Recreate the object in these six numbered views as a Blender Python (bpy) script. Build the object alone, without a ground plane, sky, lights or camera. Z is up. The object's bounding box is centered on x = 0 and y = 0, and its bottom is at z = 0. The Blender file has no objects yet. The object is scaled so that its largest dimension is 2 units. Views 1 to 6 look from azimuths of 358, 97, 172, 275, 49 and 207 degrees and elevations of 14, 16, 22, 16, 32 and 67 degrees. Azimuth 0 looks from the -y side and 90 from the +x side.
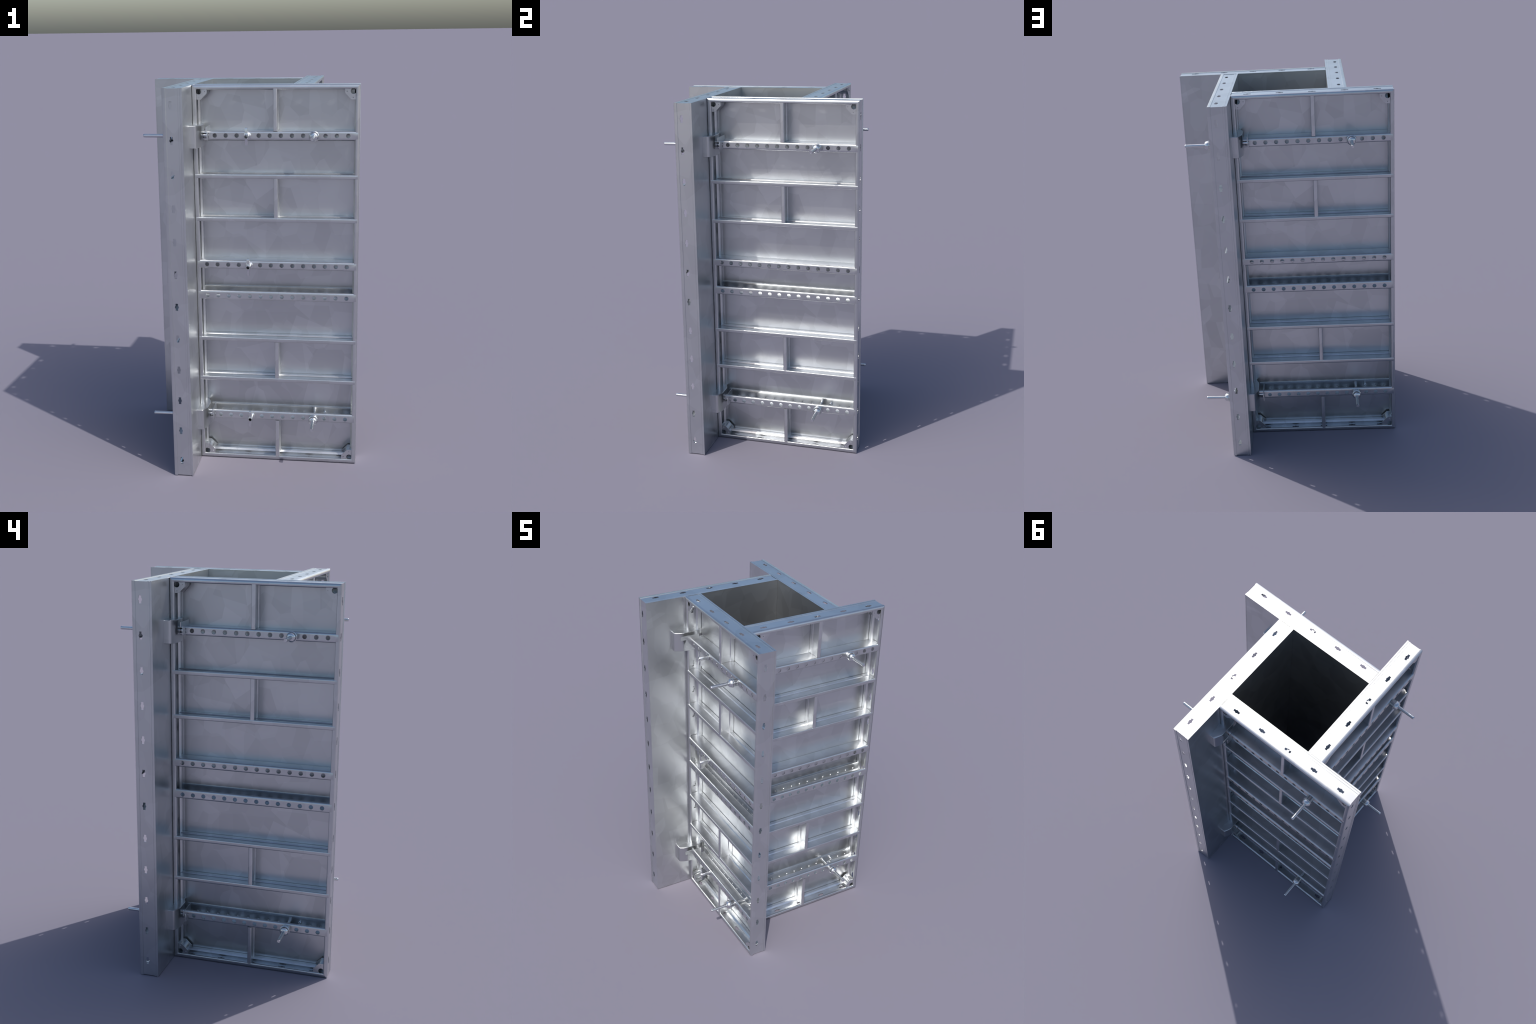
"""Steel column formwork: four identical framed panels set as a pinwheel round a
square column void, closed by corner clamps and tie bolts."""
import bpy, bmesh, math
from mathutils import Matrix, Vector

# ------------------------------------------------------------------ sizes (m)
HALF   = 0.2498          # half side of the square void
WIDTH  = 0.8337          # panel width
DEPTH  = 0.0983          # panel depth, facing to outer lip
HEIGHT = 2.0
SHEET_BACK = 0.0135      # back plane of the facing sheet
PITCH  = 0.8333 / 15      # hole pitch of the perforated rails
TURN   = math.radians(-10.0)

PERFORATED_Z = (1.75, 1.0838, 0.9167, 0.25)
PLAIN_Z      = (1.5437, 1.3215, 0.6785, 0.4563)
TIE_X        = 11 * PITCH
WING_X       = 5 * PITCH

scene = bpy.context.scene
coll = scene.collection


# ------------------------------------------------------------------ materials
def nt(mat):
    mat.use_nodes = True
    t = mat.node_tree
    t.nodes.clear()
    return t


def steel(name, base, rough, spread=0.0, rough_spread=0.0, cell=6.0, streak=0.0):
    """Galvanised steel: flat zinc spangles of slightly different tone and gloss."""
    mat = bpy.data.materials.new(name)
    t = nt(mat)
    N, L = t.nodes, t.links
    out = N.new("ShaderNodeOutputMaterial")
    bsdf = N.new("ShaderNodeBsdfPrincipled")
    L.new(bsdf.outputs[0], out.inputs[0])
    bsdf.inputs["Metallic"].default_value = 0.965
    tc = N.new("ShaderNodeTexCoord")

    def voronoi(scale, off, stretch):
        mp = N.new("ShaderNodeMapping")
        mp.inputs["Location"].default_value = off
        mp.inputs["Scale"].default_value = stretch
        mp.inputs["Rotation"].default_value = (0.3, 0.5, 0.2)
        L.new(tc.outputs["Object"], mp.inputs[0])
        v = N.new("ShaderNodeTexVoronoi")
        v.inputs["Scale"].default_value = scale
        v.inputs["Randomness"].default_value = 1.0
        L.new(mp.outputs[0], v.inputs["Vector"])
        s = N.new("ShaderNodeSeparateColor")
        L.new(v.outputs["Color"], s.inputs[0])
        return s

    a = voronoi(cell, (0.37, 1.9, 0.21), (1, 1, 1.1))
    b = voronoi(cell * 1.7, (2.1, 0.4, 3.3), (1.2, 1, 0.8))

    mean = N.new("ShaderNodeMath"); mean.operation = "ADD"
    L.new(a.outputs[0], mean.inputs[0]); L.new(b.outputs[0], mean.inputs[1])
    tone = N.new("ShaderNodeMath"); tone.operation = "MULTIPLY"
    L.new(mean.outputs[0], tone.inputs[0])
    tone.inputs[1].default_value = 0.5
    ramp = N.new("ShaderNodeValToRGB")
    lo = [c * (1 - spread) for c in base]
    hi = [min(1, c * (1 + spread)) for c in base]
    ramp.color_ramp.elements[0].color = (*lo, 1)
    ramp.color_ramp.elements[1].color = (*hi, 1)
    L.new(tone.outputs[0], ramp.inputs[0])
    L.new(ramp.outputs[0], bsdf.inputs["Base Color"])

    gl = N.new("ShaderNodeMath"); gl.operation = "ADD"
    L.new(a.outputs[1], gl.inputs[0]); L.new(b.outputs[2], gl.inputs[1])
    mr = N.new("ShaderNodeMapRange")
    mr.inputs["From Min"].default_value = 0.2
    mr.inputs["From Max"].default_value = 1.8
    mr.inputs["To Min"].default_value = rough - rough_spread
    mr.inputs["To Max"].default_value = rough + rough_spread
    L.new(gl.outputs[0], mr.inputs["Value"])
    L.new(mr.outputs[0], bsdf.inputs["Roughness"])
    return mat


ZINC = (0.60, 0.62, 0.638)
FRAME_STEEL = steel("galvanised_frame_steel", ZINC, 0.315, 0.10, 0.015, cell=6.0)
SHEET_STEEL = steel("galvanised_facing_steel", ZINC, 0.325, 0.12, 0.02, cell=6.0)
BOLT_STEEL = steel("zinc_plated_bolt_steel", (0.66, 0.68, 0.70), 0.22, 0.03, 0.02, cell=20.0)


# ------------------------------------------------------------------ mesh tools
# Geometry is written as (x along panel, y outwards, z up); outwards is local -Y.
def to_mesh(bm, name, mat, angle=32):
    for v in bm.verts:
        v.co.y = -v.co.y
    bmesh.ops.recalc_face_normals(bm, faces=bm.faces)
    me = bpy.data.meshes.new(name)
    bm.to_mesh(me)
    bm.free()
    return finish(me, mat, angle)


def finish(me, mat, angle=32):
    me.materials.clear()
    me.materials.append(mat)
    me.polygons.foreach_set("use_smooth", [True] * len(me.polygons))
    me.set_sharp_from_angle(angle=math.radians(angle))
    me.update()
    return me


def sweep(bm, rings, close=False, caps=True):
    """Skin a list of equal-length point rings."""
    vs = [[bm.verts.new(p) for p in r] for r in rings]
    n = len(vs[0])
    m = len(vs)
    for i in range(m if close else m - 1):
        a, b = vs[i], vs[(i + 1) % m]
        for j in range(n):
            k = (j + 1) % n
            bm.faces.new((a[j], a[k], b[k], b[j]))
    if caps and not close:
        bm.faces.new(vs[0])
        bm.faces.new(list(reversed(vs[-1])))


def prism(bm, outline, axis, lo, hi):
    """Extrude a 2-D outline along axis; outline gives the other two axes in order."""
    def put(p, t):
        c = list(p)
        c.insert(axis, t)
        return c
    sweep(bm, [[put(p, lo) for p in outline], [put(p, hi) for p in outline]])


def lathe_y(bm, cx, cz, profile, seg=28):
    """Revolve (radius, y) points about an axis parallel to y."""
    rings = []
    for i in range(seg):
        a = 2 * math.pi * i / seg
        rings.append([(cx + r * math.cos(a), y, cz + r * math.sin(a)) for r, y in profile])
    sweep(bm, rings, close=True)
    bmesh.ops.remove_doubles(bm, verts=bm.verts, dist=1e-5)


def circle(cx, cy, r, n=24, a0=0.0, a1=2 * math.pi, closed=True):
    m = n if closed else n - 1
    return [(cx + r * math.cos(a0 + (a1 - a0) * i / m), cy + r * math.sin(a0 + (a1 - a0) * i / m))
            for i in range(n)]


def boolean_cut(me, cutter_bm):
    """Subtract closed cutters (same local frame, y outwards) from a mesh."""
    for v in cutter_bm.verts:
        v.co.y = -v.co.y
    bmesh.ops.recalc_face_normals(cutter_bm, faces=cutter_bm.faces)
    cm = bpy.data.meshes.new("cutter")
    cutter_bm.to_mesh(cm)
    cutter_bm.free()
    a = bpy.data.objects.new("work", me)
    c = bpy.data.objects.new("cutter", cm)
    coll.objects.link(a)
    coll.objects.link(c)
    md = a.modifiers.new("holes", "BOOLEAN")
    md.object = c
    md.operation = "DIFFERENCE"
    md.solver = "EXACT"
    dg = bpy.context.evaluated_depsgraph_get()
    res = bpy.data.meshes.new_from_object(a.evaluated_get(dg))
    res.name = me.name
    bpy.data.objects.remove(a)
    bpy.data.objects.remove(c)
    bpy.data.meshes.remove(cm)
    return res


# ------------------------------------------------------------------ panel frame
# Edge profile as (inset from panel edge, depth): facing flange, grooved web,
# rounded outer lip, hollow, and the bulge that carries the facing sheet.
FRAME_PROFILE = [
    (0.0000, 0.0000), (0.0000, 0.0082), (0.0018, 0.0088), (0.0018, 0.0118),
    (0.0008, 0.0124), (0.0008, 0.0203), (0.0020, 0.0210), (0.0020, 0.0805),
    (0.0000, 0.0812), (0.0000, DEPTH - 0.0024), (0.0024, DEPTH), (0.0178, DEPTH),
    (0.0206, DEPTH - 0.0028), (0.0206, 0.0865),
    (0.0180, 0.0865), (0.0180, 0.0930), (0.0050, 0.0930), (0.0050, 0.0425),
    (0.0195, 0.0425), (0.0255, 0.0375), (0.0282, 0.0345),
    (0.0282, 0.0158), (0.0245, 0.0158), (0.0245, 0.0110), (0.0040, 0.0110), (0.0040, 0.0000),
]


def key_hole(bm, u, v, fixed, plane):
    """Round hole with a narrow slot through it. plane: 'edge' (fixed=x) or 'cap' (fixed=z)."""
    r, half, sw = 0.0099, 0.0188, 0.0064
    lift = math.asin(sw / r)
    arc_r = [(r * math.cos(a), r * math.sin(a)) for a in
             [(-math.pi / 2 + lift) + (math.pi - 2 * lift) * i / 10 for i in range(11)]]
    pts = arc_r + [(sw, half), (-sw, half)] + [(-x, -y) for x, y in arc_r] + [(-sw, -half), (sw, -half)]
    lo, hi = fixed
    if plane == "edge":      # across = depth (y), along = z
        prism(bm, [(v + a, u + b) for a, b in pts], 0, lo, hi)
    else:                    # across = depth (y), along = x
        prism(bm, [(u + b, v + a) for a, b in pts], 2, lo, hi)


def build_frame():
    bm = bmesh.new()
    rings = []
    for sx, sz in ((0, 0), (1, 0), (1, 1), (0, 1)):
        rings.append([((WIDTH - a) if sx else a, y, (HEIGHT - a) if sz else a)
                      for a, y in FRAME_PROFILE])
    sweep(bm, rings, close=True)
    me = to_mesh(bm, "formwork_panel", FRAME_STEEL)
    cut = bmesh.new()
    for i in range(12):
        zc = HEIGHT * (2 * i + 1) / 24
        for lo, hi in ((-0.01, 0.0075), (WIDTH - 0.0075, WIDTH + 0.01)):
            key_hole(cut, zc, 0.0582, (lo, hi), "edge")
    for i in range(5):
        xc = WIDTH * (2 * i + 1) / 10
        for lo, hi in ((-0.01, 0.0075), (HEIGHT - 0.0075, HEIGHT + 0.01)):
            key_hole(cut, xc, 0.0588, (lo, hi), "cap")
    me = finish(boolean_cut(me, cut), FRAME_STEEL)
    soften_lip(me)
    return me


def soften_lip(me):
    """Let the pressed outer lip shade as rounded; keep the mitred corners crisp."""
    sharp = me.attributes["sharp_edge"].data
    co = [v.co for v in me.vertices]

    def inset(p):
        return min(p.x, WIDTH - p.x, p.z, HEIGHT - p.z)
    for e in me.edges:
        p, q = co[e.vertices[0]], co[e.vertices[1]]
        if min(-p.y, -q.y) > 0.094:
            sharp[e.index].value = abs(p.x - q.x) > 1e-3 and abs(p.z - q.z) > 1e-3 or \
                inset(p) < 1e-5 and inset(q) < 1e-5 and abs(p.y - q.y) > 1e-5
    me.update()


def build_sheet():
    bm = bmesh.new()
    prism(bm, [(0.0042, 0.0006), (WIDTH - 0.0042, 0.0006), (WIDTH - 0.0042, SHEET_BACK),
               (0.0042, SHEET_BACK)], 2, 0.0042, HEIGHT - 0.0042)
    me = to_mesh(bm, "facing_sheet", SHEET_STEEL)
    return me


# ------------------------------------------------------------------ rails
RIB_HALF = [  # (half width, depth) of the plain ribs, from the sheet outwards
    (0.0075, 0.0125), (0.0075, 0.0158), (0.0112, 0.0158), (0.0112, 0.0375), (0.0066, 0.0420), (0.0066, 0.0868),
    (0.0098, 0.0878), (0.0106, 0.0895), (0.0106, 0.0958), (0.0099, 0.0976), (0.0084, 0.0987),
    (0.0050, 0.0991),
]
RIB_PROFILE = [(h, y) for h, y in RIB_HALF] + [(-h, y) for h, y in reversed(RIB_HALF)]


def build_plain_rail():
    bm = bmesh.new()
    prism(bm, [(y, h) for h, y in RIB_PROFILE], 0, 0.0065, WIDTH - 0.0065)
    return to_mesh(bm, "cross_rail", FRAME_STEEL, 34)


def build_bar(length):
    bm = bmesh.new()
    prism(bm, [(h, y - 0.0009) for h, y in RIB_PROFILE], 2, 0.0, length)
    return to_mesh(bm, "stiffener_bar", FRAME_STEEL, 34)


def build_perforated_rail(web, x0):
    """U channel with two rows of round holes; web = +1 closed above, -1 closed below."""
    lip = 0.0224 if web > 0 else 0.0264      # reach of the free edge
    outer = [(-lip, 0.0880), (-lip, 0.0910), (0.0009 - lip, 0.0945), (0.0032 - lip, 0.0972),
             (0.0072 - lip, 0.0987), (0.0150, 0.0987), (0.0188, 0.0972), (0.0209, 0.0945),
             (0.0217, 0.0910), (0.0217, 0.0200), (0.0210, 0.0150), (0.0192, 0.0138),
             (-0.0335, 0.0138)]
    inner = [(-0.0335, 0.0205), (-0.0327, 0.0215), (-0.0240, 0.0172), (0.0168, 0.0172), (0.0178, 0.0184),
             (0.0178, 0.0900), (0.0155, 0.0945), (0.0067 - lip, 0.0945), (0.0040 - lip, 0.0905), (0.0040 - lip, 0.0880)]
    bm = bmesh.new()
    prism(bm, [(y, web * h) for h, y in outer + inner], 0, x0, WIDTH - 0.0075)
    me = to_mesh(bm, "perforated_rail", FRAME_STEEL, 40)
    cut = bmesh.new()
    for i in range(1, 15):
        if i * PITCH > x0 + 0.03:
            # plain hole in the front plate, countersunk one in the back plate
            sweep(cut, [[(x, y, z) for x, z in circle(i * PITCH, web * off, r, 28)]
                        for y, r, off in ((0.0130, 0.0054, 0.0022), (0.0160, 0.0054, 0.0022),
                                          (0.0174, 0.0066, 0.0022), (0.0300, 0.0110, 0.0),
                                          (0.12, 0.0110, 0.0))])
    if x0 > 0.03:            # notch for the clamp pin
        sweep(cut, [[(x, y, z) for x, z in ((x0 - 0.01, -0.0125), (0.0815, -0.0125),
                                            (0.0815, 0.0125), (x0 - 0.01, 0.0125))]
                    for y in (0.085, 0.12)])
    return finish(boolean_cut(me, cut), FRAME_STEEL, 40)


# ------------------------------------------------------------------ corner brackets
def build_bracket():
    """Lower-left corner piece: two drilled gusset plates and a bulged tie between."""
    shape = [(0.0215, 0.0215), (0.0740, 0.0215), (0.0740, 0.0415), (0.0430, 0.0730), (0.0215, 0.0730)]
    bm = bmesh.new()
    for lo, hi in ((0.0885, 0.0925), (0.0255, 0.0290)):
        sweep(bm, [[(x, y, z) for x, z in shape] for y in (lo, hi)])
    band = [(0.0120, 0.0665), (0.0260, 0.0610)]
    band += circle(0.0365, 0.0365, 0.0200, 11, math.radians(112), math.radians(-22), closed=False)
    band += [(0.0610, 0.0260), (0.0665, 0.0120)]
    back = [(x - 0.0024, z - 0.0024) for x, z in band]
    sweep(bm, [[(x, y, z) for x, z in band + back[::-1]] for y in (0.0285, 0.0890)])
    me = to_mesh(bm, "corner_bracket", FRAME_STEEL, 40)
    cut = bmesh.new()
    for cx, cz, r in ((0.0330, 0.0330, 0.0140), (0.0640, 0.0335, 0.0025), (0.0340, 0.0630, 0.0025)):
        sweep(cut, [[(x, y, z) for x, z in circle(cx, cz, r)] for y in (0.080, 0.10)])
    return finish(boolean_cut(me, cut), FRAME_STEEL, 40)


# ------------------------------------------------------------------ clamp and fasteners
def build_clamp():
    nodes = [(0.0225, 0.1845), (0.0310, 0.1805), (0.0428, 0.1570), (0.0498, 0.1360), (0.0505, 0.1150),
             (0.0505, 0.0640), (0.0470, 0.0480), (0.0385, 0.0300), (0.0350, 0.0150)]
    plan = [(-0.0030, 0.1845)]
    for i in range(len(nodes) - 1):          # smooth curve through the bends
        p0, p1 = nodes[max(i - 1, 0)], nodes[i]
        p2, p3 = nodes[i + 1], nodes[min(i + 2, len(nodes) - 1)]
        for t in (0.0, 0.33, 0.67):
            plan.append(tuple(0.5 * (2 * b + (c - a) * t + (2 * a - 5 * b + 4 * c - d) * t * t
                                     + (3 * b - a - 3 * c + d) * t ** 3)
                              for a, b, c, d in zip(p0, p1, p2, p3)))
    plan += [nodes[-1], (-0.0030, 0.0150)]
    bm = bmesh.new()
    def shrink(d):           # pull the outline in towards the panel corner
        return [(x if x < 0 else x - d * min(1, x / 0.03), y - d * (1 if y > 0.12 else 0)) for x, y in plan]
    sweep(bm, [[(x, y, z) for x, y in shrink(d)] for z, d in
               ((-0.0560, 0.0022), (-0.0552, 0.0008), (-0.0540, 0.0), (0.0540, 0.0), (0.0552, 0.0008),
                (0.0560, 0.0022))])
    me = to_mesh(bm, "corner_clamp", FRAME_STEEL, 24)
    cut = bmesh.new()
    sweep(cut, [[(x, y, z) for y, z in circle(0.089, 0.0, 0.0125, 20)] for x in (0.030, 0.070)])
    return finish(boolean_cut(me, cut), FRAME_STEEL, 24)


def build_wedge():
    side = [(0.1670, 0.0485), (0.0530, 0.0485), (0.0530, -0.0150), (0.0800, -0.0225), (0.1240, -0.0225),
            (0.1360, -0.0190), (0.1390, 0.0080), (0.1330, 0.0250), (0.1670, 0.0250)]
    bm = bmesh.new()
    prism(bm, side, 0, 0.0765, 0.0797)
    return to_mesh(bm, "wedge_plate", FRAME_STEEL)


def build_pin():
    bm = bmesh.new()
    sweep(bm, [[(x, 0.089 + r * math.cos(a), r * math.sin(a))
                for a in [2 * math.pi * i / 20 for i in range(20)]]
               for x, r in ((0.032, 0.0085), (0.066, 0.0085), (0.0665, 0.0108), (0.0730, 0.0108),
                            (0.0740, 0.0085), (0.0850, 0.0085))])
    return to_mesh(bm, "clamp_pin", BOLT_STEEL)


def build_tie_rod():
    prof = [(0.0, -0.030), (0.0085, -0.029)]
    y = -0.027
    while y < 0.246:                        # coarse rolled thread
        prof += [(0.0085, y), (0.0090, y + 0.0014), (0.0090, y + 0.0030), (0.0085, y + 0.0044)]
        y += 0.0055
    prof += [(0.0086, 0.2500), (0.0078, 0.2515), (0.0, 0.2515)]
    bm = bmesh.new()
    lathe_y(bm, 0, 0, prof, 20)
    return to_mesh(bm, "tie_rod", BOLT_STEEL, 50)


def build_dome_nut():
    bm = bmesh.new()
    lathe_y(bm, 0, 0, [(0.0, 0.0992), (0.0200, 0.0992), (0.0207, 0.1000), (0.0207, 0.1238), (0.0252, 0.1243),
                       (0.0257, 0.1250), (0.0257, 0.1270), (0.0250, 0.1278), (0.0240, 0.1283), (0.0240, 0.1315),
                       (0.0230, 0.1370), (0.0206, 0.1428), (0.0170, 0.1470), (0.0125, 0.1492),
                       (0.0, 0.1497)], 36)
    return to_mesh(bm, "dome_nut", BOLT_STEEL, 40)


def build_wing_nut():
    bm = bmesh.new()
    # hub, bored at its outer end
    lathe_y(bm, 0, 0, [(0.0, 0.0750), (0.0150, 0.0750), (0.0150, 0.0995), (0.0190, 0.1000), (0.0190, 0.1040),
                       (0.0150, 0.1060), (0.0122, 0.1220), (0.0118, 0.1540), (0.0108, 0.1555), (0.0080, 0.1555),
                       (0.0076, 0.1540), (0.0076, 0.0850), (0.0, 0.0850)], 24)
    for s in (1, -1):                       # two flat ears
        ear = [(0.1080, 0.0095 * s), (0.1200, 0.0180 * s), (0.1300, 0.0390 * s), (0.1370, 0.0435 * s),
               (0.1480, 0.0425 * s), (0.1500, 0.0380 * s), (0.1470, 0.0200 * s), (0.1500, 0.0095 * s)]
        sweep(bm, [[(w, y, z) for y, z in ear] for w in (-0.0066, 0.0066)])
    return to_mesh(bm, "wing_nut", BOLT_STEEL, 40)


def build_plug():
    bm = bmesh.new()
    lathe_y(bm, 0, 0, [(0.0, 0.0130), (0.0095, 0.0130), (0.0095, 0.0265), (0.0082, 0.0285), (0.0060, 0.0285),
                       (0.0055, 0.0270), (0.0050, 0.0220), (0.0, 0.0220)], 20)
    return to_mesh(bm, "tie_hole_plug", BOLT_STEEL, 40)


# ------------------------------------------------------------------ assembly
def add(name, mesh, parent, loc=(0, 0, 0), rot=(0, 0, 0), scale=(1, 1, 1)):
    ob = bpy.data.objects.new(name, mesh)
    coll.objects.link(ob)
    ob.parent = parent
    ob.location = (loc[0], -loc[1], loc[2])
    ob.rotation_euler = rot
    ob.scale = scale
    return ob


root = bpy.data.objects.new("column_formwork", None)
coll.objects.link(root)
root["label"] = "galvanised steel column formwork of four interlocking framed panels"
root["category"] = "column formwork"

frame = build_frame()
sheet = build_sheet()
plain = build_plain_rail()
rail_short = {1: build_perforated_rail(1, 0.0512), -1: build_perforated_rail(-1, 0.0512)}
rail_long = {1: build_perforated_rail(1, 0.0075), -1: build_perforated_rail(-1, 0.0075)}
BARS = [(1.7725, 1.9925), (1.3155, 1.5335), (0.4595, 0.6680), (0.0075, 0.2275)]
bars = [(lo, build_bar(hi - lo)) for lo, hi in BARS]
bracket = build_bracket()
clamp, wedge, pin = build_clamp(), build_wedge(), build_pin()
rod, dome, wing, plug = build_tie_rod(), build_dome_nut(), build_wing_nut(), build_plug()


def mirrored(mesh, mx, mz):
    """Copy of a corner piece mirrored into another corner of the panel."""
    bm = bmesh.new()
    bm.from_mesh(mesh)
    for v in bm.verts:
        if mx:
            v.co.x = WIDTH - v.co.x
        if mz:
            v.co.z = HEIGHT - v.co.z
    if mx != mz:
        bmesh.ops.reverse_faces(bm, faces=bm.faces)
    me = bpy.data.meshes.new(mesh.name)
    bm.to_mesh(me)
    bm.free()
    return finish(me, FRAME_STEEL, 40)


brackets = [mirrored(bracket, mx, mz) for mx in (False, True) for mz in (False, True)]

for k in range(4):
    ang = TURN + k * math.pi / 2
    panel = bpy.data.objects.new("formwork_panel", frame)
    coll.objects.link(panel)
    panel.parent = root
    panel.rotation_euler = (0, 0, ang)
    panel.location = Matrix.Rotation(ang, 3, "Z") @ Vector((-HALF, -HALF, 0))

    add("facing_sheet", sheet, panel)
    for z in PERFORATED_Z:
        web = 1 if z > 1 else -1
        outermost = abs(z - 1) > 0.5
        add("perforated_rail", (rail_short if outermost else rail_long)[web], panel, (0, 0, z))
    for z in PLAIN_Z:
        add("cross_rail", plain, panel, (0, 0, z))
    for lo, me in bars:
        add("stiffener_bar", me, panel, (WIDTH / 2, 0, lo))
    for me in brackets:
        add("corner_bracket", me, panel)
    for z in (1.75, 0.25):
        add("corner_clamp", clamp, panel, (0, 0, z))
        add("wedge_plate", wedge, panel, (0, 0, z))
        add("clamp_pin", pin, panel, (0, 0, z))
        add("tie_rod", rod, panel, (TIE_X, 0, z))
        add("dome_nut", dome, panel, (TIE_X, 0, z))
        add("tie_hole_plug", plug, panel, (12 * PITCH, 0, z))
    if k == 0:
        for z in (1.75, 1.0833, 0.25):
            add("wing_nut", wing, panel, (WING_X, 0, z))
